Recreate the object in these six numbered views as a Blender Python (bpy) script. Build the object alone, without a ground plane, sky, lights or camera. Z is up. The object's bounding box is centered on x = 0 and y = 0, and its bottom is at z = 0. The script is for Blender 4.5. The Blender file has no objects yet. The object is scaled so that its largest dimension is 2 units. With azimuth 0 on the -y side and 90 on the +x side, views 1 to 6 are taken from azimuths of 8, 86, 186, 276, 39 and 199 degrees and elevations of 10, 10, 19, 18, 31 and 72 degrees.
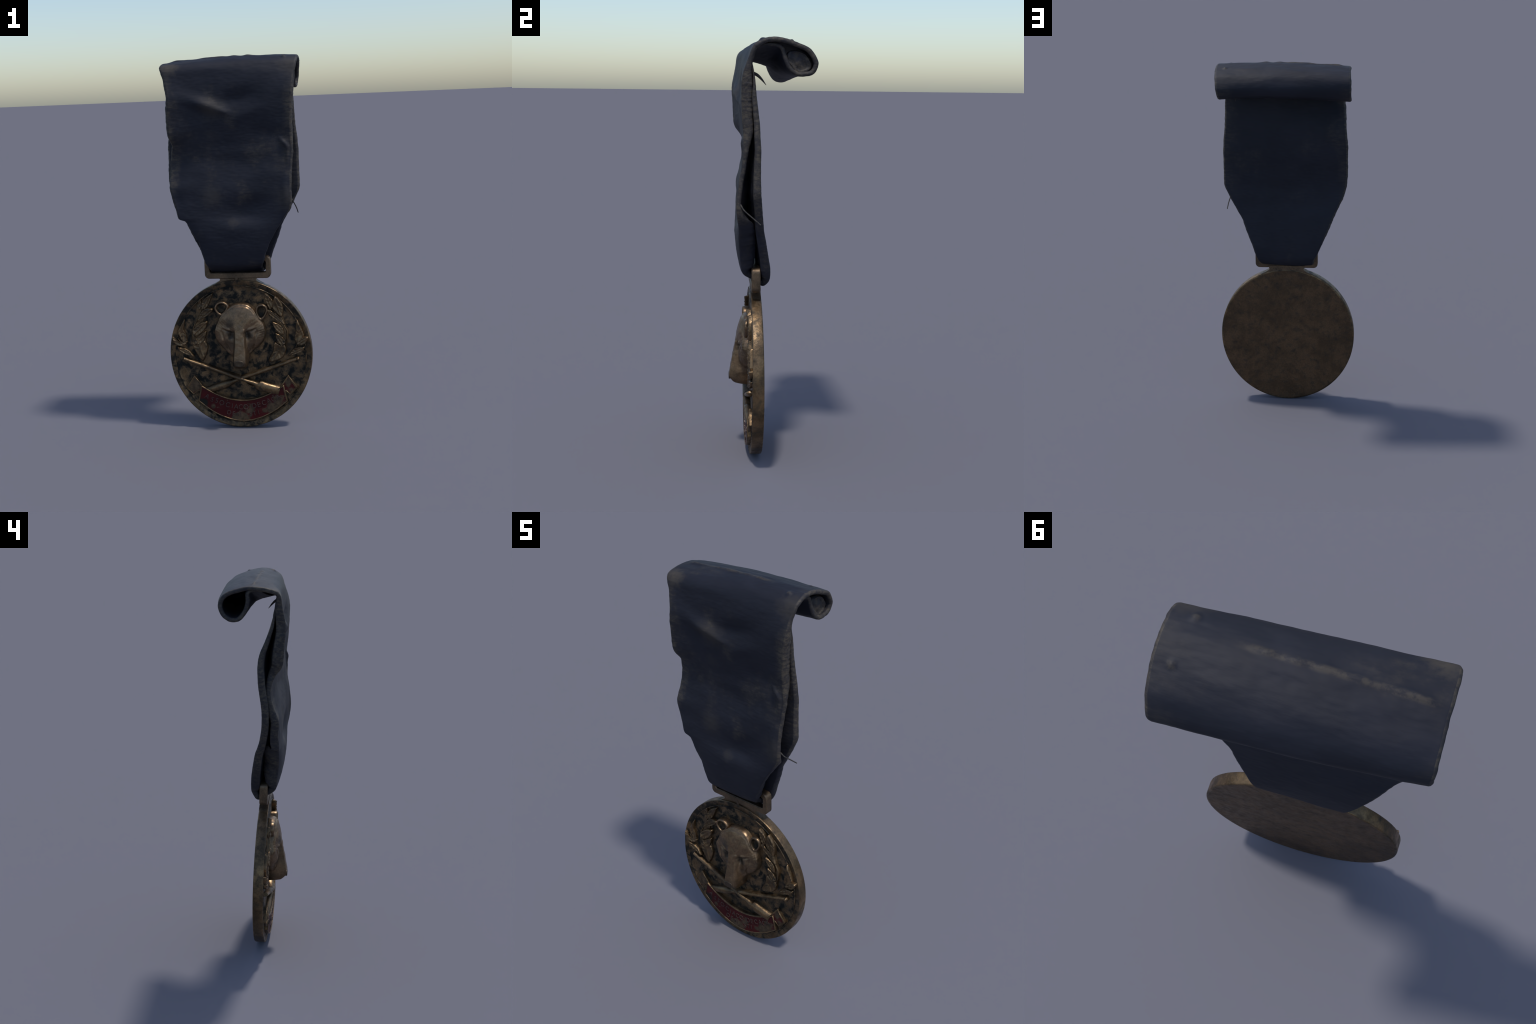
# Hanging medal: an old navy ribbon folded over and rolled at the top, threaded
# through a bronze suspension loop above an oval bronze medallion in relief.
import bpy, bmesh, math, random
from mathutils import Vector, noise
import numpy as np

random.seed(7)
COL = bpy.context.scene.collection

# ---------------------------------------------------------------- helpers
def add_object(name, mesh, parent=None):
    ob = bpy.data.objects.new(name, mesh)
    COL.objects.link(ob)
    if parent is not None:
        ob.parent = parent
    return ob

def mesh_from(name, verts, faces, mat, parent, smooth=True, angle=50):
    me = bpy.data.meshes.new(name)
    me.from_pydata([tuple(map(float, v)) for v in verts], [], faces)
    bm = bmesh.new()
    bm.from_mesh(me)
    bmesh.ops.remove_doubles(bm, verts=bm.verts, dist=1e-6)
    bmesh.ops.recalc_face_normals(bm, faces=bm.faces)
    lim = math.radians(angle)
    for f in bm.faces:
        f.smooth = smooth
    for e in bm.edges:
        if len(e.link_faces) == 2 and e.calc_face_angle(0) > lim:
            e.smooth = False
    bm.to_mesh(me)
    bm.free()
    me.materials.append(mat)
    return add_object(name, me, parent)

def smoothstep(a, b, x):
    t = np.clip((x - a) / (b - a), 0, 1)
    return t * t * (3 - 2 * t)

def catmull_closed(pts, n):
    """n samples per control segment of a closed Catmull-Rom curve."""
    P = np.array(pts, float)
    out = []
    k = len(P)
    for i in range(k):
        p0, p1, p2, p3 = P[i - 1], P[i], P[(i + 1) % k], P[(i + 2) % k]
        for j in range(n):
            t = j / n
            out.append(0.5 * (2 * p1 + (p2 - p0) * t + (2 * p0 - 5 * p1 + 4 * p2 - p3) * t * t
                              + (3 * p1 - p0 - 3 * p2 + p3) * t ** 3))
    return np.array(out)

def hermite(xs, ys, x):
    """Monotone-ish cubic interpolation (finite-difference tangents) of columns ys at xs."""
    xs = np.array(xs, float); ys = np.array(ys, float); x = np.atleast_1d(x)
    d = np.diff(ys, axis=0) / np.diff(xs)[:, None]
    m = np.vstack([d[:1], (d[1:] + d[:-1]) / 2, d[-1:]])
    i = np.clip(np.searchsorted(xs, x, side='right') - 1, 0, len(xs) - 2)
    h = (xs[i + 1] - xs[i])[:, None]
    t = ((x - xs[i])[:, None]) / h
    return ((2 * t**3 - 3 * t**2 + 1) * ys[i] + (t**3 - 2 * t**2 + t) * h * m[i]
            + (-2 * t**3 + 3 * t**2) * ys[i + 1] + (t**3 - t**2) * h * m[i + 1])

def nz(x, y, z, s=1.0, seed=0.0):
    return noise.noise(Vector((x * s + seed, y * s - seed, z * s + 2.3 * seed)))

# ---------------------------------------------------------------- materials
def new_mat(name):
    m = bpy.data.materials.new(name)
    m.use_nodes = True
    nt = m.node_tree
    b = nt.nodes['Principled BSDF']
    tc = nt.nodes.new('ShaderNodeTexCoord')
    return m, nt, b, tc.outputs['Object']

def n_noise(nt, co, scale, detail=4, rough=0.6, stretch=None, dist=0.0):
    if stretch:
        mp = nt.nodes.new('ShaderNodeMapping')
        mp.inputs['Scale'].default_value = stretch
        nt.links.new(co, mp.inputs['Vector'])
        co = mp.outputs['Vector']
    n = nt.nodes.new('ShaderNodeTexNoise')
    n.inputs['Scale'].default_value = scale
    n.inputs['Detail'].default_value = detail
    n.inputs['Roughness'].default_value = rough
    n.inputs['Distortion'].default_value = dist
    nt.links.new(co, n.inputs['Vector'])
    return n.outputs['Fac']

def n_ramp(nt, fac, lo, hi, a=0.0, b=1.0):
    r = nt.nodes.new('ShaderNodeMapRange')
    r.interpolation_type = 'SMOOTHSTEP'
    r.inputs['From Min'].default_value = lo
    r.inputs['From Max'].default_value = hi
    r.inputs['To Min'].default_value = a
    r.inputs['To Max'].default_value = b
    nt.links.new(fac, r.inputs['Value'])
    return r.outputs['Result']

def n_math(nt, op, a, b):
    m = nt.nodes.new('ShaderNodeMath')
    m.operation = op
    for i, v in enumerate((a, b)):
        if isinstance(v, (int, float)):
            m.inputs[i].default_value = v
        else:
            nt.links.new(v, m.inputs[i])
    return m.outputs[0]

def n_mix(nt, fac, a, b):
    m = nt.nodes.new('ShaderNodeMix')
    m.data_type = 'RGBA'
    if isinstance(fac, (int, float)):
        m.inputs['Factor'].default_value = fac
    else:
        nt.links.new(fac, m.inputs['Factor'])
    for key, v in (('A', a), ('B', b)):
        s = [i for i in m.inputs if i.name == key and i.type == 'RGBA'][0]
        if isinstance(v, tuple):
            s.default_value = (*v, 1)
        else:
            nt.links.new(v, s)
    return [o for o in m.outputs if o.type == 'RGBA'][0]

def n_bump(nt, b, height, strength, distance):
    bp = nt.nodes.new('ShaderNodeBump')
    bp.inputs['Strength'].default_value = strength
    bp.inputs['Distance'].default_value = distance
    nt.links.new(height, bp.inputs['Height'])
    nt.links.new(bp.outputs['Normal'], b.inputs['Normal'])

def n_blob(nt, co, center, radius, soft, wobble=None, wob_amt=0.0):
    """1 inside a sphere of the given radius, 0 outside, with a noisy border."""
    d = nt.nodes.new('ShaderNodeVectorMath')
    d.operation = 'DISTANCE'
    nt.links.new(co, d.inputs[0])
    d.inputs[1].default_value = center
    v = d.outputs['Value']
    if wobble is not None:
        w = n_math(nt, 'MULTIPLY', n_math(nt, 'SUBTRACT', wobble, 0.5), wob_amt)
        v = n_math(nt, 'ADD', v, w)
    return n_ramp(nt, v, radius - soft, radius + soft, 1.0, 0.0)

BRONZE = (0.200, 0.130, 0.069)
BRONZE_DULL = (0.094, 0.064, 0.036)
PATINA = (0.0085, 0.0095, 0.0090)

def bronze(name, patina_at, patina_soft, scale, light=BRONZE, dull=BRONZE_DULL,
           patina=PATINA, metallic=0.85, rough=(0.30, 0.46), patina_max=1.0, dark_spots=()):
    m, nt, b, co = new_mat(name)
    tone = n_ramp(nt, n_noise(nt, co, 14, 4), 0.35, 0.65)
    base = n_mix(nt, tone, dull, light)
    fine = n_ramp(nt, n_noise(nt, co, 130, 3, 0.7), 0.3, 0.7, 0.80, 1.12)
    sc = nt.nodes.new('ShaderNodeMix')
    sc.data_type = 'RGBA'
    sc.blend_type = 'MULTIPLY'
    sc.inputs['Factor'].default_value = 1.0
    ins = [i for i in sc.inputs if i.type == 'RGBA']
    nt.links.new(base, ins[0])
    nt.links.new(fine, ins[1])
    base = [o for o in sc.outputs if o.type == 'RGBA'][0]
    mask = n_ramp(nt, n_noise(nt, co, scale, 6, 0.62, dist=0.3),
                  patina_at - patina_soft, patina_at + patina_soft, 0.0, patina_max)
    if dark_spots:
        wob = n_noise(nt, co, 40, 4, 0.65)
        for c, r, soft, amt in dark_spots:
            mask = n_math(nt, 'MAXIMUM', mask, n_math(nt, 'MULTIPLY', n_blob(nt, co, c, r, soft, wob, 0.06), amt))
    nt.links.new(n_mix(nt, mask, base, patina), b.inputs['Base Color'])
    nt.links.new(n_math(nt, 'MULTIPLY', n_math(nt, 'SUBTRACT', 1.0, mask), metallic), b.inputs['Metallic'])
    r = n_ramp(nt, n_noise(nt, co, 40, 4), 0.3, 0.7, rough[0], rough[1])
    nt.links.new(n_math(nt, 'ADD', r, n_math(nt, 'MULTIPLY', mask, 0.2)), b.inputs['Roughness'])
    nt.links.new(n_math(nt, 'SUBTRACT', 0.5, n_math(nt, 'MULTIPLY', mask, 0.38)), b.inputs['Specular IOR Level'])
    n_bump(nt, b, n_noise(nt, co, 90, 4, 0.6), 0.25, 0.004)
    return m

MAT_FIELD = bronze('bronze_dark_field', 0.485, 0.11, 24)
MAT_RIM = bronze('bronze_rim', 0.57, 0.16, 20, patina_max=0.8)
MAT_RIMFACE = bronze('bronze_rim_face', 0.50, 0.10, 26, patina_max=0.9)
MAT_RELIEF = bronze('bronze_relief', 0.60, 0.12, 40, patina_max=0.8)
MAT_HEAD = bronze('bronze_head', 0.64, 0.10, 16, patina_max=0.6, light=(0.205, 0.135, 0.080),
                  dull=(0.13, 0.092, 0.058),
                  dark_spots=(((-0.042, -0.135, 0.533), 0.024, 0.014, 0.75), ((0.053, -0.135, 0.533), 0.024, 0.014, 0.75),  # darker spots at the eye sockets, forehead and muzzle flanks
                          ((-0.045, -0.145, 0.595), 0.026, 0.012, 0.55), ((0.01, -0.135, 0.640), 0.016, 0.012, 0.35),
                          ((-0.045, -0.13, 0.47), 0.018, 0.02, 0.45), ((0.057, -0.13, 0.47), 0.018, 0.02, 0.45)))
MAT_NOSE = bronze('bronze_nose', 0.52, 0.12, 30, patina_max=0.55, light=(0.13, 0.095, 0.065), dull=(0.08, 0.06, 0.042))
MAT_EAR_HOLLOW = bronze('bronze_ear_hollow', 0.42, 0.16, 30, patina_max=0.9)
MAT_BACK = bronze('bronze_reverse', 0.60, 0.14, 30, light=(0.138, 0.085, 0.047),
                  dull=(0.088, 0.056, 0.032), metallic=0.75, rough=(0.42, 0.55), patina_max=0.6)
MAT_LOOP = bronze('bronze_loop', 0.66, 0.1, 26, light=(0.17, 0.118, 0.075), dull=(0.10, 0.074, 0.05),
                  patina_max=0.6, rough=(0.4, 0.55))

MAT_LETTER = bronze('bronze_letter', 0.75, 0.1, 26, light=(0.085, 0.050, 0.042), dull=(0.055, 0.034, 0.030), metallic=0.3)

def ribbon_mat(name, dirt_shift):
    m, nt, b, co = new_mat(name)
    weave = n_noise(nt, co, 60, 3, 0.6, stretch=(0.35, 1, 3.0))
    tone = n_ramp(nt, n_noise(nt, co, 5, 4), 0.3, 0.7)
    base = n_mix(nt, tone, (0.0096, 0.0106, 0.0178), (0.0138, 0.0149, 0.0238))
    # dusty brown wear: soft patches, stronger near the two long edges
    sep = nt.nodes.new('ShaderNodeSeparateXYZ')
    nt.links.new(co, sep.inputs[0])
    ax = n_math(nt, 'ABSOLUTE', sep.outputs['X'], 0.0)
    edge = n_ramp(nt, ax, 0.23, 0.35, 0.0, 0.19)
    patch = n_noise(nt, co, 5.5, 5, 0.6, stretch=(1, 1, 0.7))
    patch = n_math(nt, 'ADD', n_math(nt, 'ADD', patch, edge), dirt_shift)
    mask = n_ramp(nt, patch, 0.53, 0.80)
    grain = n_ramp(nt, n_noise(nt, co, 45, 4, 0.7, stretch=(0.6, 1, 1.8)), 0.40, 0.66)
    mask = n_math(nt, 'MULTIPLY', mask, n_math(nt, 'ADD', n_math(nt, 'MULTIPLY', grain, 0.7), 0.25))
    side = n_ramp(nt, sep.outputs['Y'], -0.11, -0.075, 1.0, 0.40 if dirt_shift < 0.05 else 1.0)
    mask = n_math(nt, 'MULTIPLY', mask, side)
    # paler spots: bulge, two corners, low stain, crest of the fold
    wob = n_noise(nt, co, 35, 4, 0.65)
    for c, r, s, amt in (((-0.085, -0.18, 1.735), 0.05, 0.05, 0.55), ((-0.03, -0.18, 1.715), 0.02, 0.02, 0.5),
                         ((-0.31, -0.14, 1.955), 0.045, 0.03, 0.8), ((0.33, -0.11, 1.95), 0.05, 0.05, 0.55),
                         ((0.0, -0.160, 1.135), 0.012, 0.035, 0.5), ((-0.10, -0.17, 1.28), 0.04, 0.05, 0.5),
                         ((0.30, -0.15, 1.26), 0.05, 0.06, 0.5), ((-0.10, -0.16, 1.59), 0.02, 0.04, 0.35)):
        bl = n_blob(nt, co, c, r, s, wob, 0.12)
        mask = n_math(nt, 'MAXIMUM', mask, n_math(nt, 'MULTIPLY', bl, n_math(nt, 'MULTIPLY', wob, amt * 1.6)))
    # dusty line along the crest crease and two dusty nubs on the fold
    ly = n_ramp(nt, n_math(nt, 'ABSOLUTE', n_math(nt, 'ADD', sep.outputs['Y'], 0.014), 0.0), 0.004, 0.016, 1.0, 0.0)
    lz = n_ramp(nt, sep.outputs['Z'], 1.955, 1.972)
    lx = n_math(nt, 'MULTIPLY', n_ramp(nt, sep.outputs['X'], 0.10, 0.19, 1.0, 0.0), n_ramp(nt, sep.outputs['X'], -0.34, -0.29))
    line = n_math(nt, 'MULTIPLY', n_math(nt, 'MULTIPLY', ly, lz), n_math(nt, 'MULTIPLY', lx, n_ramp(nt, wob, 0.38, 0.62, 0.10, 0.60)))
    mask = n_math(nt, 'MAXIMUM', mask, line)
    for c in ((0.285, -0.055, 1.985), (0.300, 0.075, 1.975)):
        mask = n_math(nt, 'MAXIMUM', mask, n_math(nt, 'MULTIPLY', n_blob(nt, co, c, 0.010, 0.008, wob, 0.03), 0.8))
    col = n_mix(nt, mask, base, (0.072, 0.060, 0.046))
    nt.links.new(col, b.inputs['Base Color'])
    b.inputs['Roughness'].default_value = 0.62
    b.inputs['Specular IOR Level'].default_value = 0.28
    n_bump(nt, b, weave, 0.2, 0.003)
    return m

MAT_RIBBON = ribbon_mat('ribbon_cloth', 0.0)
MAT_RIBBON_EDGE = ribbon_mat('ribbon_frayed_edge', 0.13)

def thread_mat():
    m, nt, b, co = new_mat('thread_fibre')
    f = n_ramp(nt, n_noise(nt, co, 80, 3), 0.3, 0.7)
    nt.links.new(n_mix(nt, f, (0.02, 0.019, 0.02), (0.06, 0.052, 0.042)), b.inputs['Base Color'])
    b.inputs['Roughness'].default_value = 0.8
    return m
MAT_THREAD = thread_mat()

def enamel_mat():
    m, nt, b, co = new_mat('worn_red_enamel')
    wob = n_noise(nt, co, 30, 5, 0.65)
    red = n_mix(nt, n_ramp(nt, n_noise(nt, co, 12, 3), 0.3, 0.7), (0.033, 0.0038, 0.0044), (0.058, 0.0058, 0.0066))
    worn = n_mix(nt, n_ramp(nt, n_noise(nt, co, 60, 4), 0.3, 0.7), (0.05, 0.036, 0.025), (0.11, 0.078, 0.05))
    mask = n_ramp(nt, wob, 0.63, 0.70)
    for c, r, amt in (((0.00, -0.107, 0.066), 0.034, 0.10), ((0.03, -0.107, 0.10), 0.024, 0.12),
                      ((-0.035, -0.107, 0.06), 0.026, 0.12), ((0.165, -0.107, 0.118), 0.03, 0.10),
                      ((0.205, -0.107, 0.15), 0.038, 0.16), ((-0.158, -0.107, 0.125), 0.010, 0.03),
                      ((0.255, -0.101, 0.255), 0.020, 0.08), ((0.12, -0.107, 0.10), 0.016, 0.08),
                      ((0.272, -0.101, 0.215), 0.012, 0.06), ((-0.27, -0.101, 0.25), 0.048, 0.06)):
        mask = n_math(nt, 'MAXIMUM', mask, n_blob(nt, co, c, r, 0.007, wob, amt))
    dark = n_blob(nt, co, (-0.222, -0.107, 0.135), 0.032, 0.006, wob, 0.05)
    col = n_mix(nt, mask, red, worn)
    col = n_mix(nt, dark, col, (0.010, 0.0095, 0.0085))
    nt.links.new(col, b.inputs['Base Color'])
    nt.links.new(n_math(nt, 'MULTIPLY', mask, 0.5), b.inputs['Metallic'])
    b.inputs['Roughness'].default_value = 0.5
    b.inputs['Specular IOR Level'].default_value = 0.15
    n_bump(nt, b, mask, 0.3, 0.002)
    return m
MAT_ENAMEL = enamel_mat()

# ---------------------------------------------------------------- root
root = bpy.data.objects.new('medal', None)
COL.objects.link(root)
root["label"] = "old bronze hunting medal with bear head on rolled navy ribbon"
root["category"] = "medal"

# ---------------------------------------------------------------- medallion
CX, CZ, RX, RZ = 0.001, 0.411, 0.388, 0.411     # oval outline
Y_FIELD = -0.0800                                # recessed field of the obverse

def y_back(z):
    return -0.0375 - 0.003 * (z - 0.41) / 0.41

def ring_mesh(name, profile, mat, segs=192, cap_first=False, cap_last=False):
    """profile: list of (radial inset, y or None for the tilted back with offset)."""
    verts, faces = [], []
    for inset, yv in profile:
        for k in range(segs):
            a = 2 * math.pi * k / segs
            x = CX + (RX - inset) * math.cos(a)
            z = CZ + (RZ - inset) * math.sin(a)
            y = yv(z) if callable(yv) else yv
            verts.append((x, y, z))
    for r in range(len(profile) - 1):
        for k in range(segs):
            k2 = (k + 1) % segs
            faces.append((r * segs + k, r * segs + k2, (r + 1) * segs + k2, (r + 1) * segs + k))
    if cap_first:
        faces.append(tuple(range(segs)))
    if cap_last:
        faces.append(tuple((len(profile) - 1) * segs + k for k in range(segs)))
    return mesh_from(name, verts, faces, mat, root, angle=60)

# struck field with its low inner bead and gently uneven surface
prof = [(0.0295, -0.060), (0.0295, -0.0815), (0.0315, -0.0845), (0.0345, -0.0845), (0.0370, -0.0815), (0.040, Y_FIELD)]
prof += [(0.040 + 0.345 * (i / 24), Y_FIELD) for i in range(1, 25)]
field = ring_mesh('medallion', prof, MAT_FIELD, cap_last=True)
for v in field.data.vertices:
    if v.co.y < -0.078 and (abs(v.co.x - CX) / RX) ** 2 + ((v.co.z - CZ) / RZ) ** 2 < 0.8:
        v.co.y += 0.0016 * nz(v.co.x, 0, v.co.z, 16)
# low flat rim, and the plain edge of the disc
ring_mesh('rim', [(0.030, -0.058), (0.030, -0.0805), (0.0285, -0.0820), (0.007, -0.0828), (0.0045, -0.0838), (0.0025, -0.0834)], MAT_RIMFACE)
ring_mesh('edge_band', [(0.0025, -0.0834), (0.0008, -0.0818),
                  (0.0, -0.078), (0.0, lambda z: y_back(z) - 0.006), (0.001, lambda z: y_back(z) - 0.003),
                  (0.004, lambda z: y_back(z) - 0.0006), (0.010, lambda z: y_back(z) + 0.0002),
                  (0.0105, lambda z: y_back(z) - 0.004)], MAT_RIM)
# plain reverse plate
ring_mesh('reverse_plate', [(0.0102, lambda z: y_back(z) - 0.006), (0.0102, lambda z: y_back(z) + 0.0)] +
          [(0.0102 + 0.38 * i / 8, lambda z: y_back(z)) for i in range(1, 8)], MAT_BACK, cap_last=True)

# ---------------------------------------------------------------- suspension loop
def rounded_rect(hw, z0, z1, r, n=6, cx=0.0):
    pts = []
    for sx, zc, a0 in ((1, z1 - r, 0), (-1, z1 - r, 90), (-1, z0 + r, 180), (1, z0 + r, 270)):
        for i in range(n + 1):
            a = math.radians(a0 + 90 * i / n)
            pts.append((cx + sx * (hw - r) + r * math.cos(a), zc + r * math.sin(a)))
    return pts

def frame_mesh(name, outer, inner, y0, y1, mat, parent, bev=0.004):
    n = len(outer)
    co, ci = np.array(outer), np.array(inner)
    rings = [(co, y1), (co, y0 + bev)]
    d = (ci - co); d = d / np.linalg.norm(d, axis=1)[:, None]
    rings = [(co + d * bev, y1), (co, y1 - bev), (co, y0 + bev), (co + d * bev, y0),
             (ci - d * bev, y0), (ci, y0 + bev), (ci, y1 - bev), (ci - d * bev, y1)]
    verts = [(p[0], y, p[1]) for ring, y in rings for p in ring]
    faces = []
    for r in range(8):
        r2 = (r + 1) % 8
        for k in range(n):
            k2 = (k + 1) % n
            faces.append((r * n + k, r * n + k2, r2 * n + k2, r2 * n + k))
    return mesh_from(name, verts, faces, mat, parent, angle=40)

LX = 0.002
loop = frame_mesh('suspension_loop', rounded_rect(0.178, 0.829, 0.948, 0.024, cx=LX),
                  rounded_rect(0.152, 0.861, 0.922, 0.010, cx=LX), -0.088, -0.046, MAT_LOOP, root)
# flared neck soldering the loop to the medallion
nv, nf = [], []
neck = [(0.842, 0.104), (0.830, 0.100), (0.822, 0.097), (0.815, 0.101), (0.805, 0.118), (0.79, 0.145)]
for zc, hw in neck:
    for y in (-0.0825, -0.0415):
        for s in (-1, 1):
            nv.append((LX + s * hw, y, zc))
for i in range(len(neck) - 1):
    a, b = 4 * i, 4 * i + 4
    nf += [(a, a + 1, b + 1, b), (a + 2, a + 3, b + 3, b + 2), (a, a + 2, b + 2, b), (a + 1, a + 3, b + 3, b + 1)]
nf += [(0, 1, 3, 2), (len(nv) - 4, len(nv) - 3, len(nv) - 1, len(nv) - 2)]
mesh_from('loop_neck', nv, nf, MAT_LOOP, loop, angle=40)
SOLDER_AT = [(-.004,.842,.012,.008),(-.006,.822,.010,.008),(-.012,.802,.007,.006),(-.014,.790,.003,.004)]

# ---------------------------------------------------------------- relief helpers
def pillow(name, outline, mat, parent, base, height, n=8, shape=None, extra=None, flat=0.80, center=None, cap=True):
    """Low relief cushion inside a closed outline of (x, z) control points."""
    C = catmull_closed(outline, n)
    c = np.array(center) if center is not None else C.mean(axis=0)
    levels = shape or [(1.0, 0.0), (0.985, 0.45), (0.95, 0.78), (0.88, 0.97), (0.78, 1.0), (0.6, flat + 0.12),
                       (0.4, flat + 0.03), (0.2, flat), (0.05, flat)]
    verts, faces = [], []
    k = len(C)
    for f, h in levels:
        for p in C:
            q = c + (p - c) * f
            e = extra(q[0], q[1], f) if extra else 0.0
            verts.append((q[0], base - height * h - e, q[1]))
    for r in range(len(levels) - 1):
        for i in range(k):
            j = (i + 1) % k
            faces.append((r * k + i, r * k + j, (r + 1) * k + j, (r + 1) * k + i))
    if cap:
        faces.append(tuple((len(levels) - 1) * k + i for i in range(k)))
    return mesh_from(name, verts, faces, mat, parent, angle=70)

# ---------------------------------------------------------------- laurel leaves
LEAVES = [
    # (outline, height)  -- sprays on the viewer's left
    ([(-.140,.746),(-.175,.727),(-.197,.698),(-.197,.669),(-.177,.671),(-.158,.700)], .021),
    ([(-.204,.722),(-.217,.704),(-.221,.683),(-.208,.667),(-.200,.692)], .017),
    ([(-.140,.663),(-.178,.667),(-.206,.643),(-.224,.598),(-.198,.615),(-.164,.636)], .022),
    ([(-.177,.596),(-.212,.586),(-.238,.565),(-.254,.543),(-.240,.520),(-.213,.534),(-.184,.564)], .024),
    ([(-.184,.541),(-.224,.516),(-.244,.491),(-.240,.470),(-.206,.482),(-.188,.511)], .020),
    ([(-.256,.528),(-.257,.481),(-.245,.438),(-.226,.402),(-.208,.384),(-.190,.417),(-.180,.457),(-.195,.485),(-.226,.490)], .017),
    ([(-.298,.609),(-.325,.567),(-.337,.541),(-.327,.511),(-.309,.478),(-.288,.485),(-.294,.525),(-.303,.558)], .018),
    ([(-.366,.514),(-.366,.495),(-.346,.468),(-.306,.464),(-.286,.488),(-.328,.485)], .021),
    ([(-.343,.458),(-.334,.438),(-.297,.416),(-.252,.402),(-.273,.431),(-.297,.448),(-.320,.454)], .022),
    # sprays on the other side
    ([(.147,.746),(.152,.704),(.173,.664),(.187,.698),(.178,.721)], .025),
    ([(.202,.727),(.228,.698),(.238,.665),(.231,.624),(.204,.646),(.180,.682),(.192,.711)], .022),
    ([(.156,.662),(.184,.648),(.227,.615),(.244,.578),(.201,.605),(.164,.636)], .020),
    ([(.184,.590),(.214,.579),(.235,.559),(.239,.526),(.218,.534),(.194,.559)], .022),
    ([(.198,.529),(.231,.509),(.246,.479),(.227,.463),(.204,.493)], .022),
    ([(.190,.474),(.182,.431),(.158,.382),(.193,.380),(.228,.399),(.246,.436),(.240,.460),(.214,.464)], .020),
    ([(.313,.600),(.305,.546),(.297,.491),(.312,.473),(.346,.508),(.343,.534),(.330,.567)], .020),
    ([(.369,.509),(.343,.506),(.312,.484),(.308,.465),(.344,.466),(.365,.488)], .022),
    ([(.348,.454),(.298,.447),(.276,.426),(.259,.401),(.304,.414),(.340,.433)], .019),
]
for li, (outl, h) in enumerate(LEAVES):
    P = np.array(outl)
    c = P.mean(axis=0)
    P = c + (P - c) * (1.14 if abs(c[0]) < 0.28 else 1.02)
    outl = [tuple(p) for p in P]
    u, s, vt = np.linalg.svd(P - c)
    ax, nrm = vt[0], vt[1]
    wid = np.abs((P - c) @ nrm).max()
    seed = li * 3.7
    def veins(x, z, f, c=c, ax=ax, nrm=nrm, wid=wid, seed=seed):
        if f > 0.93:
            return 0.0
        d = (np.array((x, z)) - c)
        a, o = d @ ax, d @ nrm
        mid = 0.0035 * math.exp(-(o / 0.0045) ** 2)
        side = 0.0012 * math.sin((a - 0.9 * abs(o)) * 330)
        return mid + side + 0.002 * nz(x, 0, z, 60, seed)
    pillow('leaf', outl, MAT_RELIEF, root, -0.078, h, n=10, extra=veins, flat=0.74)

def bar(name, path, mat, parent, base, n=14, arc=12):
    """Half-round raised bar along (x, z, half width, height) stations."""
    P = np.array(path, float)
    xs = np.concatenate([[0], np.cumsum(np.linalg.norm(np.diff(P[:, :2], axis=0), axis=1))])
    t = np.linspace(0, xs[-1], n * (len(P) - 1) + 1)
    Q = hermite(xs, P, t)
    T = np.gradient(Q[:, :2], axis=0)
    T /= np.linalg.norm(T, axis=1)[:, None]
    verts, faces = [], []
    for q, d in zip(Q, T):
        for i in range(arc + 1):
            a = math.pi * i / arc
            o = q[2] * math.cos(a)
            hh = q[3] * math.sin(a) ** 0.75
            verts.append((q[0] - d[1] * o, base - hh, q[1] + d[0] * o))
    m = arc + 1
    for r in range(len(Q) - 1):
        for i in range(arc):
            faces.append((r * m + i, r * m + i + 1, (r + 1) * m + i + 1, (r + 1) * m + i))
    faces.append(tuple(range(m)))
    faces.append(tuple((len(Q) - 1) * m + i for i in range(m)))
    return mesh_from(name, verts, faces, mat, parent, angle=55)

bar('solder_drop', SOLDER_AT, MAT_LOOP, loop, -0.081)
# low mass the sprays are struck on
for outl in ([(-.190,.690),(-.224,.690),(-.240,.610),(-.258,.545),(-.258,.480),(-.244,.430),(-.208,.392),(-.184,.440),(-.186,.520),(-.196,.590),(-.180,.650)],
             [(.182,.700),(.226,.690),(.240,.620),(.256,.555),(.258,.490),(.240,.420),(.200,.385),(.172,.392),(.198,.450),(.208,.520),(.204,.580),(.196,.630)]):
    pillow('wreath', outl, MAT_RELIEF, root, -0.078, 0.0095, n=8, flat=0.95,
           extra=lambda x, z, f: 0.0 if f > 0.93 else 0.0025 * nz(x, 0, z, 45, 4.4))
# stems of the sprays
for path in ([(.176,.668,.003,.014),(.228,.618,.0045,.018),(.246,.570,.005,.020),(.260,.540,.005,.020),(.259,.505,.005,.020),(.250,.462,.004,.018),(.232,.405,.003,.014)],
             [(-.197,.672,.003,.012),(-.226,.610,.004,.015),(-.250,.560,.005,.017),(-.257,.510,.0045,.017),(-.252,.455,.004,.016),(-.215,.388,.003,.012)],
             [(.346,.512,.003,.016),(.325,.487,.004,.018),(.310,.466,.004,.016),(.290,.420,.003,.012)],
             [(-.340,.505,.003,.012),(-.318,.480,.004,.016),(-.300,.468,.004,.014)]):
    bar('stem', path, MAT_RELIEF, root, -0.078)

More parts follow.
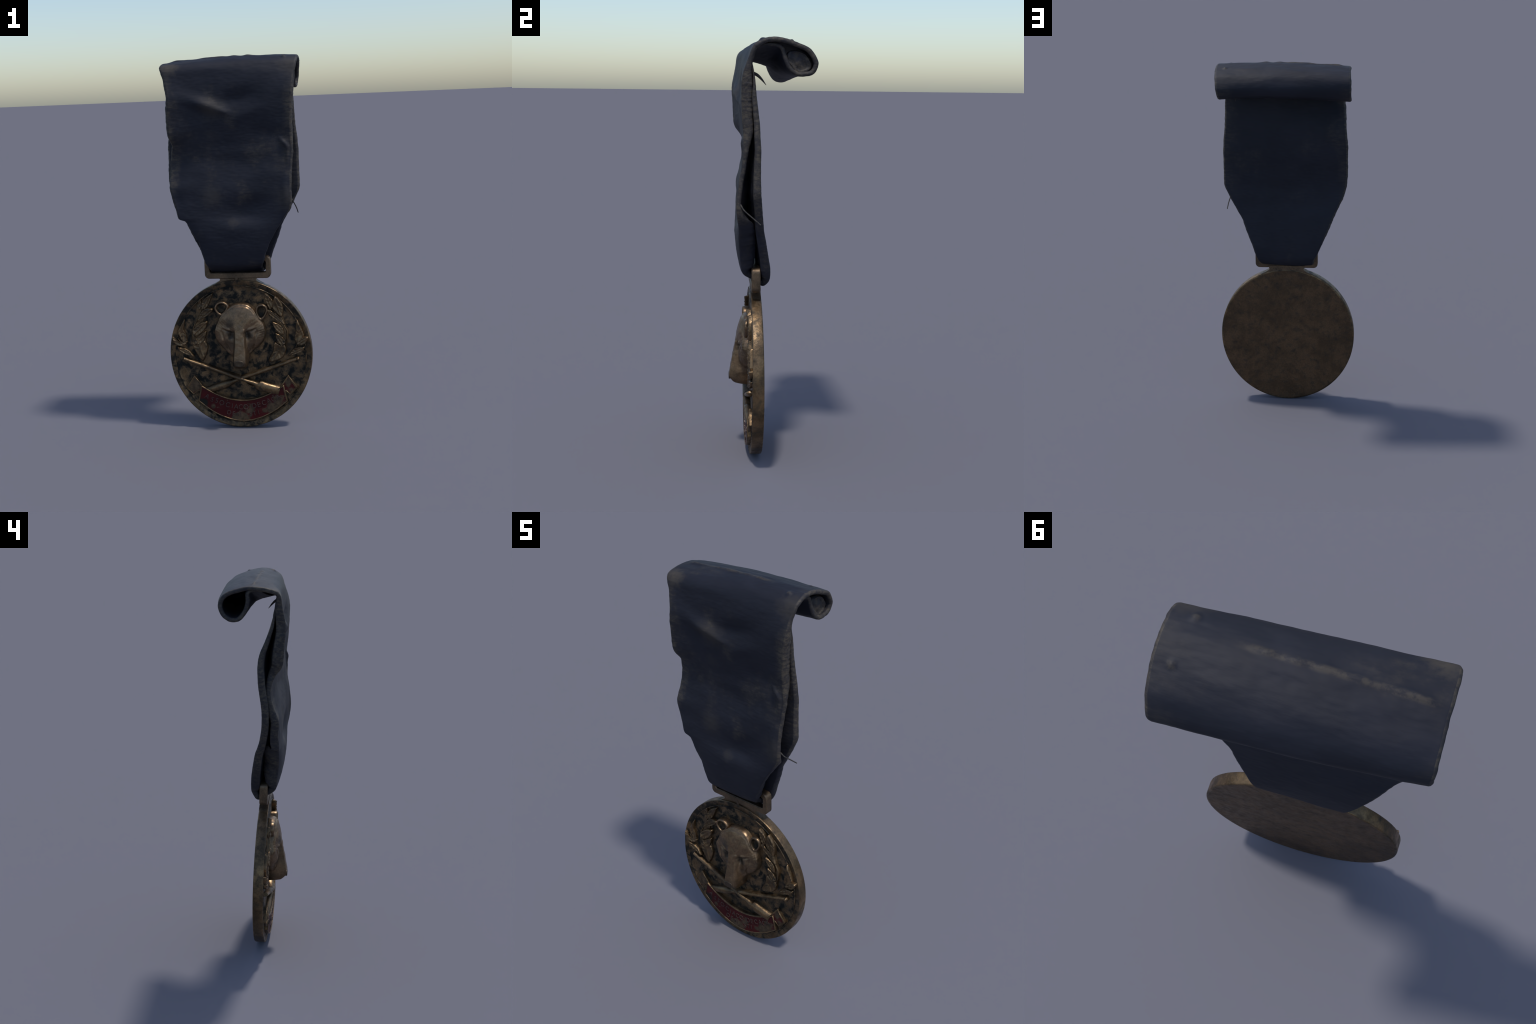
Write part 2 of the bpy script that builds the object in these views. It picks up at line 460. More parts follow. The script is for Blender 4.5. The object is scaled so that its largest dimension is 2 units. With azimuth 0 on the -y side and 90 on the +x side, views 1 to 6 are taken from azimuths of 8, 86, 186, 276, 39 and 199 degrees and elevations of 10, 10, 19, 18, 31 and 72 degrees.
# ---------------------------------------------------------------- crossed rifles
def rifle(barrel, stock, guard):
    st = bar('rifle', stock, MAT_RELIEF, root, -0.077)
    bar('barrel', barrel, MAT_RELIEF, st, -0.077)
    bar('trigger_guard', guard, MAT_RELIEF, st, -0.077)
    return st
rifle([(.314,.391,.011,.026),(.300,.386,.011,.026),(.292,.383,.011,.026),(.15,.332,.013,.028),(.0,.281,.014,.030)],
      [(.012,.285,.011,.030),(-.030,.270,.012,.031),(-.058,.257,.016,.030),(-.075,.249,.021,.030),(-.125,.231,.022,.028),(-.195,.207,.020,.022)],
      [(-.030,.262,.003,.020),(-.045,.248,.003,.020),(-.066,.240,.003,.020)])
rifle([(-.310,.391,.011,.028),(-.297,.386,.011,.028),(-.15,.333,.013,.032),(.0,.279,.014,.036)],
      [(-.012,.283,.012,.036),(.030,.268,.012,.036),(.062,.256,.015,.035),(.082,.247,.018,.036),(.092,.241,.028,.036),(.140,.226,.029,.034),(.205,.205,.028,.026)],
      [(.022,.262,.003,.022),(.045,.243,.003,.022),(.075,.236,.003,.022)])
bar('muzzle_knob', [(.302,.394,.004,.02),(.308,.390,.011,.031),(.318,.392,.011,.031),(.323,.393,.004,.02)], MAT_RELIEF, root, -0.077)

# ---------------------------------------------------------------- bear head
HX = 0.005
HEAD = [(-.060,.672),(-.027,.695),(.016,.701),(.057,.693),(.086,.668),(.108,.634),(.131,.599),(.144,.561),(.145,.528),
        (.132,.488),(.106,.459),(.072,.433),(.051,.400),(.044,.365),(.030,.342),(.006,.335),(-.020,.342),(-.033,.365),
        (-.040,.400),(-.068,.426),(-.100,.460),(-.126,.496),(-.136,.537),(-.126,.576),(-.110,.616),(-.090,.645)]
HC = np.array((HX, 0.52))
PROF = [(0.326,0.006),(0.340,0.034),(0.347,0.060),(0.360,0.081),(0.372,0.093),(0.385,0.1020),(0.395,0.1020),(0.44,0.095),(0.50,0.085),
        (0.56,0.073),(0.62,0.058),(0.67,0.043),(0.70,0.030)]
PZ, PH = [p[0] for p in PROF], [[p[1]] for p in PROF]

def head_height(x, z, f, ang):
    dx = abs(x - HX)
    hc = float(hermite(PZ, PH, z)[0, 0])
    # skull dome with a rolled border
    dome = 0.018 + 0.024 * math.sqrt(max(0.0, 1 - f ** 6)) + 0.020 * max(0.0, 1 - f ** 2)
    dome = min(dome, hc + 0.004)
    # brow and forehead: broad plateau narrowing into the muzzle
    bw = 0.105 * float(smoothstep(0.53, 0.625, z)) + 0.022
    fore = (hc - 0.034 * float(smoothstep(0.25, 1.2, dx / max(bw, .01)))) * float(smoothstep(0.49, 0.56, z))
    # muzzle: flat-topped ridge with steep flanks
    dm = abs(x - HX - 0.004)
    mw = 0.022 + 0.006 * float(smoothstep(0.50, 0.40, z))
    muz = hc * (1 - float(smoothstep(mw, mw + 0.028, dm))) * float(smoothstep(0.62, 0.56, z))
    h = max(dome, fore, muz)
    h = h + 0.004 * math.exp(-((dome - max(fore, muz)) / 0.006) ** 2) * (f < 0.9)
    # cheeks, eye sockets, brow ridges
    h += 0.006 * math.exp(-(((dx - 0.088) / 0.026) ** 2 + ((z - 0.505) / 0.035) ** 2))
    h -= 0.014 * math.exp(-(((dx - 0.042) / 0.016) ** 2 + ((z - 0.527) / 0.022) ** 2))
    h -= 0.006 * math.exp(-(((dx - 0.060) / 0.018) ** 2 + ((z - 0.455) / 0.025) ** 2))
    h += 0.006 * math.exp(-(((dx - 0.062) / 0.022) ** 2 + ((z - 0.562 - 0.2 * (dx - 0.06)) / 0.010) ** 2))
    # crease from the outer eye corner down to the jaw, and the fold under the brow
    tcr = min(1.0, max(0.0, (0.555 - z) / 0.12))
    h -= 0.0055 * math.exp(-((dx - (0.094 - 0.040 * tcr ** 1.4)) / 0.007) ** 2) * float(smoothstep(0.425, 0.45, z)) * float(smoothstep(0.565, 0.54, z))
    h -= 0.006 * math.exp(-((z - 0.549 - 0.35 * (dx - 0.05)) / 0.006) ** 2) * float(smoothstep(0.024, 0.034, dx)) * float(smoothstep(0.10, 0.08, dx))
    # tufted cheek fur towards the border
    fur = float(smoothstep(0.55, 0.85, f)) * float(smoothstep(0.64, 0.58, z)) * float(smoothstep(0.38, 0.44, z))
    h += fur * 0.0006 * (math.sin(ang * 62 + 5 * nz(x, 0, z, 30)) + 0.6 * math.sin(ang * 117))
    h += 0.0022 * nz(x, 0, z, 28, 3.1) + 0.001 * nz(x, 0, z, 70, 1.7)
    # step down to the field at the very border
    return max(h, 0.004) * float(np.interp(f, [0, 0.955, 0.985, 1.0], [1, 1, 0.72, 0.0]))

C = catmull_closed(HEAD, 10)
NR = 56
hv, hf = [], []
k = len(C)
fr = [1 - (i / NR) ** 1.15 for i in range(NR)] + [0.004]
for f in fr:
    for p in C:
        q = HC + (p - HC) * f
        ang = math.atan2(q[1] - HC[1], q[0] - HC[0])
        hv.append((q[0], -0.0785 - head_height(q[0], q[1], f, ang), q[1]))
for r in range(len(fr) - 1):
    for i in range(k):
        j = (i + 1) % k
        hf.append((r * k + i, r * k + j, (r + 1) * k + j, (r + 1) * k + i))
hf.append(tuple((len(fr) - 1) * k + i for i in range(k)))
head = mesh_from('bear_head', hv, hf, MAT_HEAD, root, angle=75)

# nose pad
pillow('nose', [(.032,.382),(.028,.397),(.006,.403),(-.018,.397),(-.022,.382),(-.014,.371),(.006,.366),(.024,.371)],
       MAT_NOSE, head, -0.1745, 0.0085, n=6, flat=0.9)

# ears: rolled cup with a dark hollow
EAR_PROFILE = [(1.0, 0.0), (1.0, 0.55), (0.98, 0.80), (0.93, 0.95), (0.86, 1.0), (0.76, 1.0), (0.70, 0.95), (0.68, 0.86)]
HOLLOW = [(0.70, 0.95), (0.68, 0.80), (0.64, 0.5), (0.57, 0.36), (0.45, 0.28), (0.2, 0.25), (0.05, 0.25)]
for outl, cen, tilt in (([(-.131,.674),(-.121,.696),(-.098,.707),(-.074,.702),(-.058,.682),(-.072,.652),(-.094,.634),(-.112,.640),(-.125,.655)], (-.097,.674), 0.1),
                        ([(.163,.660),(.157,.680),(.137,.691),(.113,.684),(.103,.660),(.106,.632),(.124,.606),(.144,.618),(.157,.640)], (.133,.655), 0.1)):
    outl = [(cen[0] + (x - cen[0]) * 1.10 - math.copysign(0.006, cen[0]), cen[1] + (z - cen[1]) * 1.10) for x, z in outl]
    cen = (cen[0] - math.copysign(0.006, cen[0]), cen[1])
    e = pillow('ear', outl, MAT_HEAD, head, -0.078, 0.036, n=8, shape=EAR_PROFILE, center=cen, cap=False)
    pillow('ear_hollow', outl, MAT_EAR_HOLLOW, e, -0.078, 0.036, n=8, shape=HOLLOW, center=cen)

# ---------------------------------------------------------------- banner with enamel and lettering
def banner_top(x):
    return 0.160 + 0.085 * (abs(x - 0.004) / 0.229) ** 1.9
def banner_bot(x):
    return 0.039 + 0.115 * (abs(x - 0.004) / 0.246) ** 1.95

def band(name, y_front, y_root, inset, mat, parent, ux=80, vz=10, round_edge=0.003, lip=None):
    """Curved band; u runs along it, v from top to bottom edge. Ends splay outwards downwards."""
    verts, faces = [], []
    def point(u, v):
        s = 2 * u - 1
        xt = 0.004 + s * (0.229 - inset)
        xb = 0.004 + s * (0.246 - inset)
        zt = banner_top(xt) - inset
        zb = banner_bot(xb) + inset
        z = zt + (zb - zt) * v
        x = xt + (xb - xt) * v ** 1.3
        return x, z
    us = [i / ux for i in range(ux + 1)]
    vs = [j / vz for j in range(vz + 1)]
    def sheet(y):
        return [(point(u, v)[0], y + 0.002 * (2 * u - 1) ** 2, point(u, v)[1]) for v in vs for u in us]
    verts = sheet(y_front) + sheet(y_root)
    m, off = ux + 1, (ux + 1) * (vz + 1)
    for j in range(vz):
        for i in range(ux):
            a = j * m + i
            faces.append((a, a + 1, a + m + 1, a + m))
            faces.append((off + a, off + a + m, off + a + m + 1, off + a + 1))
    for i in range(ux):
        faces.append((i, off + i, off + i + 1, i + 1))
        b0 = vz * m + i
        faces.append((b0, b0 + 1, off + b0 + 1, off + b0))
    for j in range(vz):
        a = j * m
        faces.append((a, a + m, off + a + m, off + a))
        a = j * m + ux
        faces.append((a, off + a, off + a + m, a + m))
    ob = mesh_from(name, verts, faces, mat, parent, angle=40)
    if round_edge:
        bv = ob.modifiers.new('round', 'BEVEL')
        bv.width = round_edge
        bv.segments = 2
        bv.limit_method = 'ANGLE'
        bv.angle_limit = math.radians(50)
    return ob

banner = band('banner', -0.1005, -0.074, 0.0, MAT_RELIEF, root)
band('enamel_panel', -0.1012, -0.090, 0.0075, MAT_ENAMEL, banner, round_edge=0.0)
# raised bronze border wires standing a little above the enamel
def wire(pts, r, parent, name='banner_border'):
    cu = bpy.data.curves.new(name, 'CURVE')
    cu.dimensions = '3D'
    sp = cu.splines.new('POLY')
    sp.points.add(len(pts) - 1)
    for p, q in zip(sp.points, pts):
        p.co = (*q, 1)
    sp.use_cyclic_u = True
    cu.bevel_depth = r
    cu.bevel_resolution = 2
    tmp = bpy.data.objects.new('tmp', cu)
    COL.objects.link(tmp)
    dg = bpy.context.evaluated_depsgraph_get()
    me = bpy.data.meshes.new_from_object(tmp.evaluated_get(dg))
    bpy.data.objects.remove(tmp)
    for f in me.polygons:
        f.use_smooth = True
    me.materials.clear()
    me.materials.append(MAT_RELIEF)
    return add_object(name, me, parent)
bo = []
for i in range(61):
    s = 2 * i / 60 - 1
    x = 0.004 + s * 0.225
    bo.append((x, -0.1005 + 0.002 * s * s, banner_top(x) - 0.004))
for i in range(61):
    s = 1 - 2 * i / 60
    x = 0.004 + s * 0.242
    bo.append((x, -0.1005 + 0.002 * s * s, banner_bot(x) + 0.004))
wire(bo, 0.0036, banner)

def plate(name, poly, y_front, y_root, mat, parent, bevel=0.003):
    n = len(poly)
    verts = [(x, y_front, z) for x, z in poly] + [(x, y_root, z) for x, z in poly]
    faces = [tuple(range(n)), tuple(range(2 * n - 1, n - 1, -1))]
    faces += [(i, (i + 1) % n, n + (i + 1) % n, n + i) for i in range(n)]
    ob = mesh_from(name, verts, faces, mat, parent, smooth=True, angle=30)
    if bevel:
        bv = ob.modifiers.new('round', 'BEVEL')
        bv.width = bevel
        bv.segments = 2
    return ob

def inset_poly(poly, d):
    c = np.mean(poly, axis=0)
    return [tuple(np.array(p) + (c - np.array(p)) / np.linalg.norm(c - np.array(p)) * d) for p in poly]

for sgn in (1, -1):
    tail = [(sgn * x, z) for x, z in ((.257,.298),(.306,.228),(.267,.186),(.243,.205),(.195,.212))]
    t = plate('banner_tail', tail, -0.0955, -0.075, MAT_RELIEF, root)
    plate('enamel_panel', inset_poly(tail, 0.013), -0.0963, -0.085, MAT_ENAMEL, t, bevel=0.0)
    wire([(x, -0.0958, z) for x, z in inset_poly(tail, 0.004)], 0.003, t)

def letter(ch, x, z, rot, size):
    cu = bpy.data.curves.new('letter', 'FONT')
    cu.body = ch
    cu.size = size
    cu.align_x = 'CENTER'
    cu.align_y = 'CENTER'
    cu.extrude = 0.0018
    cu.offset = -0.0003
    tmp = bpy.data.objects.new('tmp', cu)
    COL.objects.link(tmp)
    dg = bpy.context.evaluated_depsgraph_get()
    me = bpy.data.meshes.new_from_object(tmp.evaluated_get(dg))
    bpy.data.objects.remove(tmp)
    cr, sr = math.cos(rot), math.sin(rot)
    yb = -0.1016 + 0.002 * ((x - 0.004) / 0.235) ** 2
    for v in me.vertices:
        lx, lz, ly = v.co.x * 0.92, v.co.y, v.co.z
        v.co = (x + lx * cr - lz * sr, yb - ly, z + lx * sr + lz * cr)
    me.flip_normals()
    me.materials.clear()
    me.materials.append(MAT_LETTER)
    return add_object('letter', me, banner)

def arc_z(x, f):
    return banner_top(x) + (banner_bot(x) - banner_top(x)) * f
def slope(x, f):
    return math.atan((arc_z(x + 0.005, f) - arc_z(x - 0.005, f)) / 0.01)
LINE1 = list(zip("ASSOCIACO", (-.192,-.164,-.140,-.112,-.079,-.055,-.033,-.008,.020))) + \
        list(zip("DECACA", (.066,.091,.120,.147,.173,.198)))
for ch, x in LINE1:
    z = arc_z(x, 0.34 if abs(x) < 0.15 else 0.40)
    letter(ch, x, z, slope(x, 0.4) * 0.8, 0.040)
for x in (-.008, .173):                                   # cedillas
    letter(',', x, arc_z(x, 0.34) - 0.016, 0, 0.022)
for ch, x in zip("DEMSTI", (-.074, -.049, -.018, .046, .067, .089)):
    letter(ch, x, arc_z(x, 0.69), slope(x, 0.69) * 0.8, 0.036)

# ---------------------------------------------------------------- seat the obverse
# The medallion hangs very slightly turned: everything struck on it sits 7 mm proud of the
# drawing plane used above and is skewed a little about the vertical.
for ob in bpy.data.objects:
    if ob.type == 'MESH' and not ob.name.startswith(('suspension', 'loop', 'solder')):
        for v in ob.data.vertices:
            k_front = min(1.0, max(0.0, (-0.045 - v.co.y) / 0.02))
            v.co.y += -0.0072 * k_front + 0.0032 * v.co.x / 0.388

# ---------------------------------------------------------------- ribbon
# One continuous strip: up-side sewn behind the face panel, down the rear, round the bar of
# the loop, up the face, over the top and rolled under. Stations give the OUTER surface:
# (yL, zL), (yM, zM), (yR, zR) at the two long edges and the centre, edge x positions,
# the exponent of how late the edges bend away from the centre, and the cloth thickness at both edges.
ST = [
    # rear panel, downwards
    (-.118,1.890, -.110,1.890, -.100,1.890, -.318, .333, 2, .006, .006),
    (-.106,1.800, -.088,1.800, -.083,1.800, -.322, .334, 2, .012, .012),
    (-.083,1.735, -.074,1.735, -.077,1.735, -.326, .335, 2, .020, .022),
    (-.047,1.640, -.056,1.640, -.066,1.640, -.334, .338, 2, .030, .026),
    (-.043,1.526, -.050,1.526, -.058,1.526, -.341, .346, 2, .034, .028),
    (-.066,1.364, -.058,1.364, -.056,1.364, -.341, .351, 2, .036, .034),
    (-.066,1.300, -.058,1.300, -.053,1.310, -.335, .350, 2, .036, .036),
    (-.055,1.220, -.050,1.220, -.046,1.224, -.307, .306, 2, .036, .036),
    (-.026,1.119, -.030,1.119, -.032,1.119, -.262, .247, 2, .040, .040),
    (-.006,1.000, -.008,1.000, -.010,1.000, -.207, .203, 2, .045, .042),
    (-.002,0.930, -.002,0.930, -.001,0.930, -.178, .178, 2, .045, .045),
    # turn round the bar
    (-.006,0.892, -.006,0.880, -.006,0.882, -.158, .158, 2, .034, .034),
    (-.034,0.852, -.034,0.847, -.034,0.856, -.149, .140, 2, .030, .030),
    (-.080,0.874, -.080,0.872, -.080,0.884, -.148, .136, 2, .030, .030),
    (-.126,0.912, -.128,0.908, -.126,0.914, -.160, .152, 2, .042, .042),
    # face panel, upwards
    (-.136,0.962, -.147,0.962, -.138,0.962, -.177, .166, 3, .066, .066),
    (-.142,1.034, -.158,1.034, -.146,1.034, -.192, .198, 4, .082, .080),
    (-.146,1.090, -.162,1.090, -.150,1.090, -.230, .228, 4, .082, .080),
    (-.149,1.152, -.159,1.152, -.153,1.152, -.258, .270, 4, .066, .070),
    (-.150,1.158, -.158,1.158, -.154,1.158, -.292, .274, 4, .050, .068),
    (-.152,1.205, -.155,1.205, -.160,1.205, -.303, .310, 3, .045, .036),
    (-.152,1.250, -.154,1.250, -.163,1.250, -.316, .314, 3, .042, .024),
    (-.148,1.330, -.151,1.330, -.156,1.330, -.331, .314, 3, .040, .022),
    (-.120,1.400, -.137,1.400, -.146,1.400, -.331, .316, 3, .036, .022),
    (-.106,1.450, -.128,1.450, -.140,1.450, -.329, .320, 3, .030, .022),
    (-.113,1.505, -.126,1.505, -.134,1.505, -.324, .326, 3, .030, .026),
    (-.128,1.540, -.128,1.540, -.134,1.540, -.311, .326, 3, .038, .034),
    (-.158,1.585, -.133,1.585, -.138,1.585, -.319, .322, 3, .052, .046),
    (-.166,1.635, -.139,1.635, -.141,1.635, -.325, .322, 3, .056, .048),
    (-.171,1.735, -.144,1.735, -.145,1.735, -.325, .327, 3, .048, .048),
    (-.168,1.805, -.142,1.815, -.144,1.815, -.322, .335, 3, .046, .046),
    (-.155,1.885, -.136,1.888, -.122,1.888, -.333, .340, 3, .034, .026),
    # over the top
    (-.146,1.930, -.125,1.938, -.104,1.935, -.349, .350, 2, .021, .021),
    (-.130,1.954, -.103,1.966, -.088,1.962, -.355, .353, 2, .021, .021),
    (-.085,1.968, -.060,1.986, -.046,1.985, -.356, .353, 2, .021, .021),
    (-.012,1.974, -.012,1.996, -.005,1.993, -.358, .354, 2, .021, .021),
    (0.055,1.963, 0.055,1.986, 0.052,1.983, -.360, .354, 2, .021, .021),
    # roll
    (0.112,1.942, 0.116,1.966, 0.104,1.967, -.358, .351, 2, .021, .021),
    (0.141,1.910, 0.158,1.933, 0.155,1.940, -.361, .345, 2, .021, .021),
    (0.146,1.866, 0.177,1.886, 0.190,1.884, -.363, .338, 2, .021, .021),
    (0.126,1.826, 0.162,1.847, 0.174,1.840, -.361, .334, 2, .021, .021),
    (0.081,1.803, 0.112,1.827, 0.134,1.825, -.359, .332, 2, .021, .021),
    (0.034,1.818, 0.058,1.832, 0.090,1.829, -.359, .332, 2, .021, .021),
    (0.006,1.864, 0.018,1.852, 0.054,1.860, -.356, .332, 2, .021, .021),
    (-.003,1.905, -.004,1.870, 0.034,1.905, -.354, .332, 2, .021, .021),
    (0.000,1.938, -.030,1.880, 0.022,1.942, -.353, .332, 2, .020, .020),
    (-.024,1.946, -.072,1.892, -.030,1.955, -.350, .332, 2, .016, .016),
    (-.060,1.946, -.112,1.902, -.090,1.950, -.348, .334, 2, .012, .012),
]
S = np.array(ST)
arcl = np.concatenate([[0], np.cumsum(np.linalg.norm(np.diff(S[:, 2:4], axis=0), axis=1))])
NU, NV = 560, 150
tt = np.linspace(0, arcl[-1], NU)
I = hermite(arcl, S, tt)
xl = np.interp(tt, arcl, S[:, 6]); xr = np.interp(tt, arcl, S[:, 7])     # crisp edge corners
xl = xl + 0.0095; xr = xr - 0.0095                                        # the rounded selvedge sticks out by this much
ker = np.array([1, 2, 1]) / 4.0
def soften(a):
    b = a.copy(); b[1:-1] = np.convolve(a, ker, 'valid'); return b
for _ in range(3):
    xr = soften(xr)
xl = soften(xl)
station = np.interp(tt, arcl, np.arange(len(S)))
P = np.zeros((NU, NV, 3))
for iu in range(NU):
    yL, zL, yM, zM, yR, zR, _, _, ex = I[iu][:9]
    for iv in range(NV):
        t = 2 * iv / (NV - 1) - 1
        po = max(1.0, ex - 1)
        at = abs(t)
        odd, even = (1 if t > 0 else -1) * at ** po, at ** max(2.0, ex)
        y = yM + (yR - yL) / 2 * odd + ((yR + yL) / 2 - yM) * even
        z = zM + (zR - zL) / 2 * (1 if t > 0 else -1) * at + ((zR + zL) / 2 - zM) * at ** 2
        x = xl[iu] + (xr[iu] - xl[iu]) * (t + 1) / 2
        P[iu, iv] = (x, y, z)

# dents, bulges and creases of the face panel: (x, z, rx, rz, slant, depth towards viewer)
DENTS = [(-.125, 1.752, .09, .032, -.30, .025), (-.03, 1.715, .035, .016, -.3, .007), (.04, 1.775, .10, .045, .15, -.016),
         (.09, 1.70, .09, .03, .35, .005), (-.22, 1.58, .07, .030, .25, -.006), (.20, 1.60, .09, .035, -.15, -.006),
         (.280, 1.545, .022, .016, -.9, .010), (.295, 1.50, .010, .05, 0, .008), (.06, 1.505, .16, .03, .0, .004), (-.11, 1.34, .06, .04, 0, -.005),
         (.07, 1.22, .11, .050, .1, -.017), (.06, 1.165, .09, .035, 0, -.012), (.0, 1.10, .05, .04, 0, .003), (-.27, 1.78, .05, .05, 0, .005),
         (.22, 1.76, .06, .10, 0, .004), (-.2, 1.42, .09, .06, 0, .006), (.2, 1.40, .07, .06, 0, .008),
         (-.29, 1.25, .03, .06, 0, -.006), (.28, 1.30, .02, .10, 0, .006)]
st0, st1 = 15, 32
mask_u = smoothstep(st0, st0 + 1.5, station) * (1 - smoothstep(st1 - 1.5, st1, station))
for iu in range(NU):
    if mask_u[iu] <= 0:
        continue
    for iv in range(NV):
        x, y, z = P[iu, iv]
        d = 0.0
        for cx, cz, rx, rz, sl, dep in DENTS:
            e = ((x - cx) / rx) ** 2 + ((z - cz - sl * (x - cx)) / rz) ** 2
            if e < 9:
                d += dep * math.exp(-e)
        P[iu, iv, 1] -= d * mask_u[iu]
# long edge waviness, and fine unevenness everywhere
wl = np.array([nz(0.3, t * 9, 1.1) * 0.006 + nz(3.3, t * 40, 1.1) * 0.0016 for t in tt])
wr = np.array([nz(7.3, t * 9, 4.1) * 0.004 + nz(5.3, t * 40, 9.1) * 0.0016 for t in tt])
tv = np.linspace(-1, 1, NV)
P[:, :, 0] += wl[:, None] * np.clip(-tv, 0, 1)[None, :] ** 6 + wr[:, None] * np.clip(tv, 0, 1)[None, :] ** 6
def normals(Q):
    du = np.gradient(Q, axis=0); dv = np.gradient(Q, axis=1)
    n = np.cross(dv, du)
    return n / np.linalg.norm(n, axis=2)[:, :, None]
N = normals(P)
# outward check: on the rear panel the outer side faces +y
if N[NU // 12, NV // 2, 1] < 0:
    N = -N
for iu in range(NU):
    for iv in range(NV):
        x, y, z = P[iu, iv]
        P[iu, iv] += N[iu, iv] * (0.0022 * nz(x, y * 2 + tt[iu], z, 9, 2.2) + 0.0008 * nz(x, tt[iu] * 3, z, 34, 5.5))
# raised crease along the crest of the fold, where the end of the roll presses from below
iu_c = station
for iu in range(NU):
    s = station[iu]
    if 33.0 < s < 37.5:
        for iv in range(NV):
            x = P[iu, iv, 0]
            amp = 0.0055 * float(smoothstep(0.16, 0.08, x)) * float(smoothstep(-0.345, -0.29, x)) * (0.75 + 0.9 * nz(x * 22, 0.5, 0.2))
            yc = -0.016 + 0.006 * nz(x * 9, 2.5, 0.0)
            P[iu, iv] += N[iu, iv] * amp * math.exp(-((P[iu, iv, 1] - yc) / 0.008) ** 2)
            for px, py, pr, pa in ((0.285, -0.055, 0.012, 0.007), (0.300, 0.075, 0.009, 0.006)):
                e = ((x - px) / pr) ** 2 + ((P[iu, iv, 1] - py) / pr) ** 2
                if e < 9:
                    P[iu, iv] += N[iu, iv] * pa * math.exp(-e)
N = normals(P)
if N[NU // 12, NV // 2, 1] < 0:
    N = -N
thick = np.linspace(0, 1, NV)[None, :] * (I[:, 10] - I[:, 9])[:, None] + I[:, 9][:, None]
# the doubled cloth is thickest in the middle of the face, where the inner turn-ins lie
body = smoothstep(19, 22, station) * (1 - smoothstep(28.5, 31, station))
tv4 = 1 - np.linspace(-1, 1, NV) ** 4
body = body + smoothstep(2, 4, station) * (1 - smoothstep(9.5, 10.5, station))
thick = np.maximum(thick, 0.060 * body[:, None] * tv4[None, :])
Q = P - N * thick[:, :, None]
lat = P[:, -1] - P[:, -2]; lat /= np.linalg.norm(lat, axis=1)[:, None]
lat0 = P[:, 0] - P[:, 1]; lat0 /= np.linalg.norm(lat0, axis=1)[:, None]
def rim(Pe, Qe, L):
    rows = []
    for a in (30, 60, 90, 120, 150):
        c, s = math.cos(math.radians(a)), math.sin(math.radians(a))
        rows.append((Pe + Qe) / 2 + (Pe - Qe) / 2 * c + L * np.minimum(np.linalg.norm(Pe - Qe, axis=1), 0.022)[:, None] * 0.5 * s)
    return rows
cols = [P[:, i] for i in range(NV)] + rim(P[:, -1], Q[:, -1], lat) + [Q[:, i] for i in range(NV - 1, -1, -1)] \
       + rim(P[:, 0], Q[:, 0], lat0)[::-1]
M = len(cols)
G = np.stack(cols, axis=1).reshape(-1, 3)
faces, fmat = [], []
for r in range(NU - 1):
    for c in range(M):
        c2 = (c + 1) % M
        faces.append((r * M + c, r * M + c2, (r + 1) * M + c2, (r + 1) * M + c))
        edge_face = (NV - 1 <= c < NV + 5) or c >= 2 * NV + 4
        fmat.append(1 if edge_face else 0)
faces.append(tuple(range(M)))
faces.append(tuple((NU - 1) * M + i for i in range(M)))
fmat += [1, 1]
me = bpy.data.meshes.new('ribbon')
me.from_pydata([tuple(map(float, v)) for v in G], [], faces)
me.materials.append(MAT_RIBBON)
me.materials.append(MAT_RIBBON_EDGE)
for f, mi in zip(me.polygons, fmat):
    f.material_index = mi
    f.use_smooth = True
bm = bmesh.new(); bm.from_mesh(me)
bmesh.ops.recalc_face_normals(bm, faces=bm.faces)
bm.to_mesh(me); bm.free()
ribbon = add_object('ribbon', me, root)

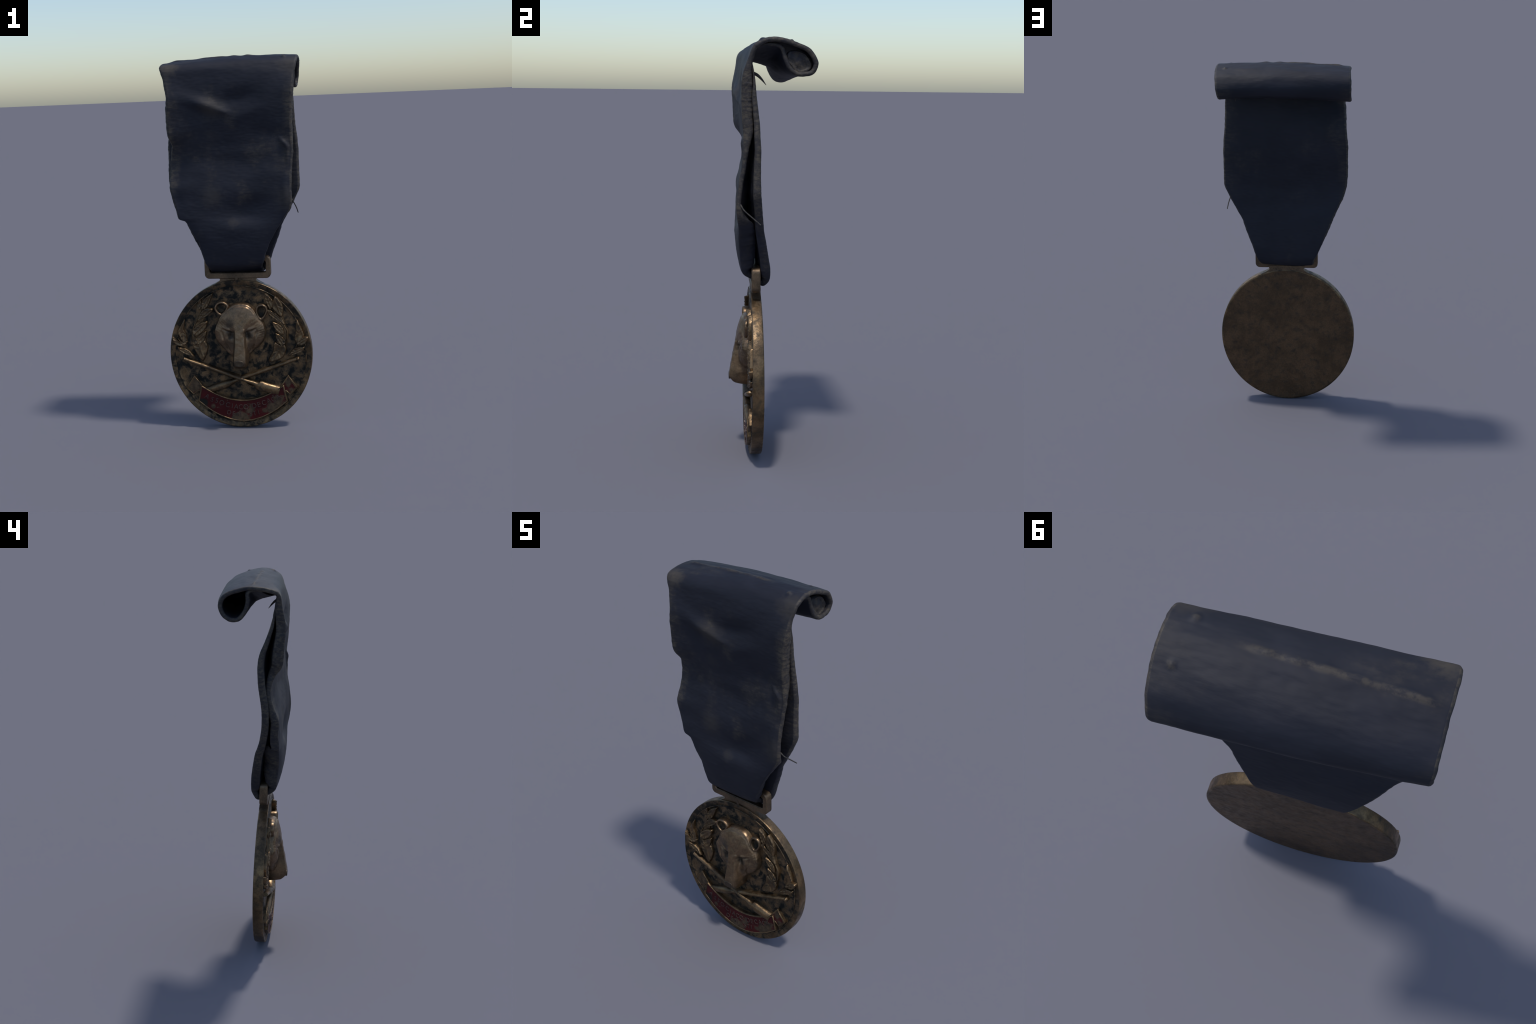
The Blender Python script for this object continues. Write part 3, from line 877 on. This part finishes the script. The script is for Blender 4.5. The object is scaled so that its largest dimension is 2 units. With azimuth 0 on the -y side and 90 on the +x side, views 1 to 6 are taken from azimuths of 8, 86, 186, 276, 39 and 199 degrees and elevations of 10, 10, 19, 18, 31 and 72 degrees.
# crumpled inner turns filling one end of the roll
rv, rf = [], []
NA = 64
for i, (x, sc) in enumerate([(0.10, .5), (0.15, .80), (0.22, .96), (0.285, 1.0), (0.305, 1.0), (0.316, .95), (0.321, .86),
                             (0.317, .74), (0.315, .60), (0.319, .45), (0.321, .25), (0.320, .05)]):
    for kk in range(NA):
        a = 2 * math.pi * kk / NA
        ry = 0.054 * sc * (1 + 0.08 * math.cos(2 * a + 1))
        rz = 0.049 * sc * (1 + 0.06 * math.sin(3 * a))
        y = 0.106 + ry * math.cos(a); z = 1.889 + rz * math.sin(a) - 0.25 * (y - 0.106)
        rv.append((x + 0.006 * nz(x, y, z, 40, 3), y, z))
for r in range(11):
    for kk in range(NA):
        k2 = (kk + 1) % NA
        rf.append((r * NA + kk, r * NA + k2, (r + 1) * NA + k2, (r + 1) * NA + kk))
rf += [tuple(range(NA)), tuple(11 * NA + kk for kk in range(NA))]
mesh_from('inner_fold', rv, rf, MAT_RIBBON_EDGE, ribbon, angle=80)

# loose threads
def strand(name, pts, radii, mat):
    pts = np.array(pts); xs = np.arange(len(pts))
    t = np.linspace(0, len(pts) - 1, 24)
    C = hermite(xs, pts, t); R = hermite(xs, np.array(radii)[:, None], t)[:, 0]
    verts, faces = [], []
    for i in range(len(C)):
        d = C[min(i + 1, len(C) - 1)] - C[max(i - 1, 0)]
        d /= np.linalg.norm(d)
        a = np.cross(d, (1, 0.2, 0.1)); a /= np.linalg.norm(a); b = np.cross(d, a)
        for kk in range(8):
            w = 2 * math.pi * kk / 8
            verts.append(C[i] + (a * math.cos(w) + b * math.sin(w)) * max(R[i], 0.0008))
    for i in range(len(C) - 1):
        for kk in range(8):
            k2 = (kk + 1) % 8
            faces.append((i * 8 + kk, i * 8 + k2, (i + 1) * 8 + k2, (i + 1) * 8 + kk))
    faces += [tuple(range(8)), tuple((len(C) - 1) * 8 + kk for kk in range(8))]
    return mesh_from(name, verts, faces, mat, ribbon)
strand('loose_thread', [(.308,-.146,1.262),(.320,-.128,1.236),(.330,-.092,1.205),(.335,-.056,1.174)], [.004,.003,.003,.0025], MAT_THREAD)
strand('loose_thread', [(.268,-.100,1.842),(.268,-.075,1.831),(.268,-.055,1.813),(.267,-.034,1.787)], [.007,.007,.005,.001], MAT_THREAD)
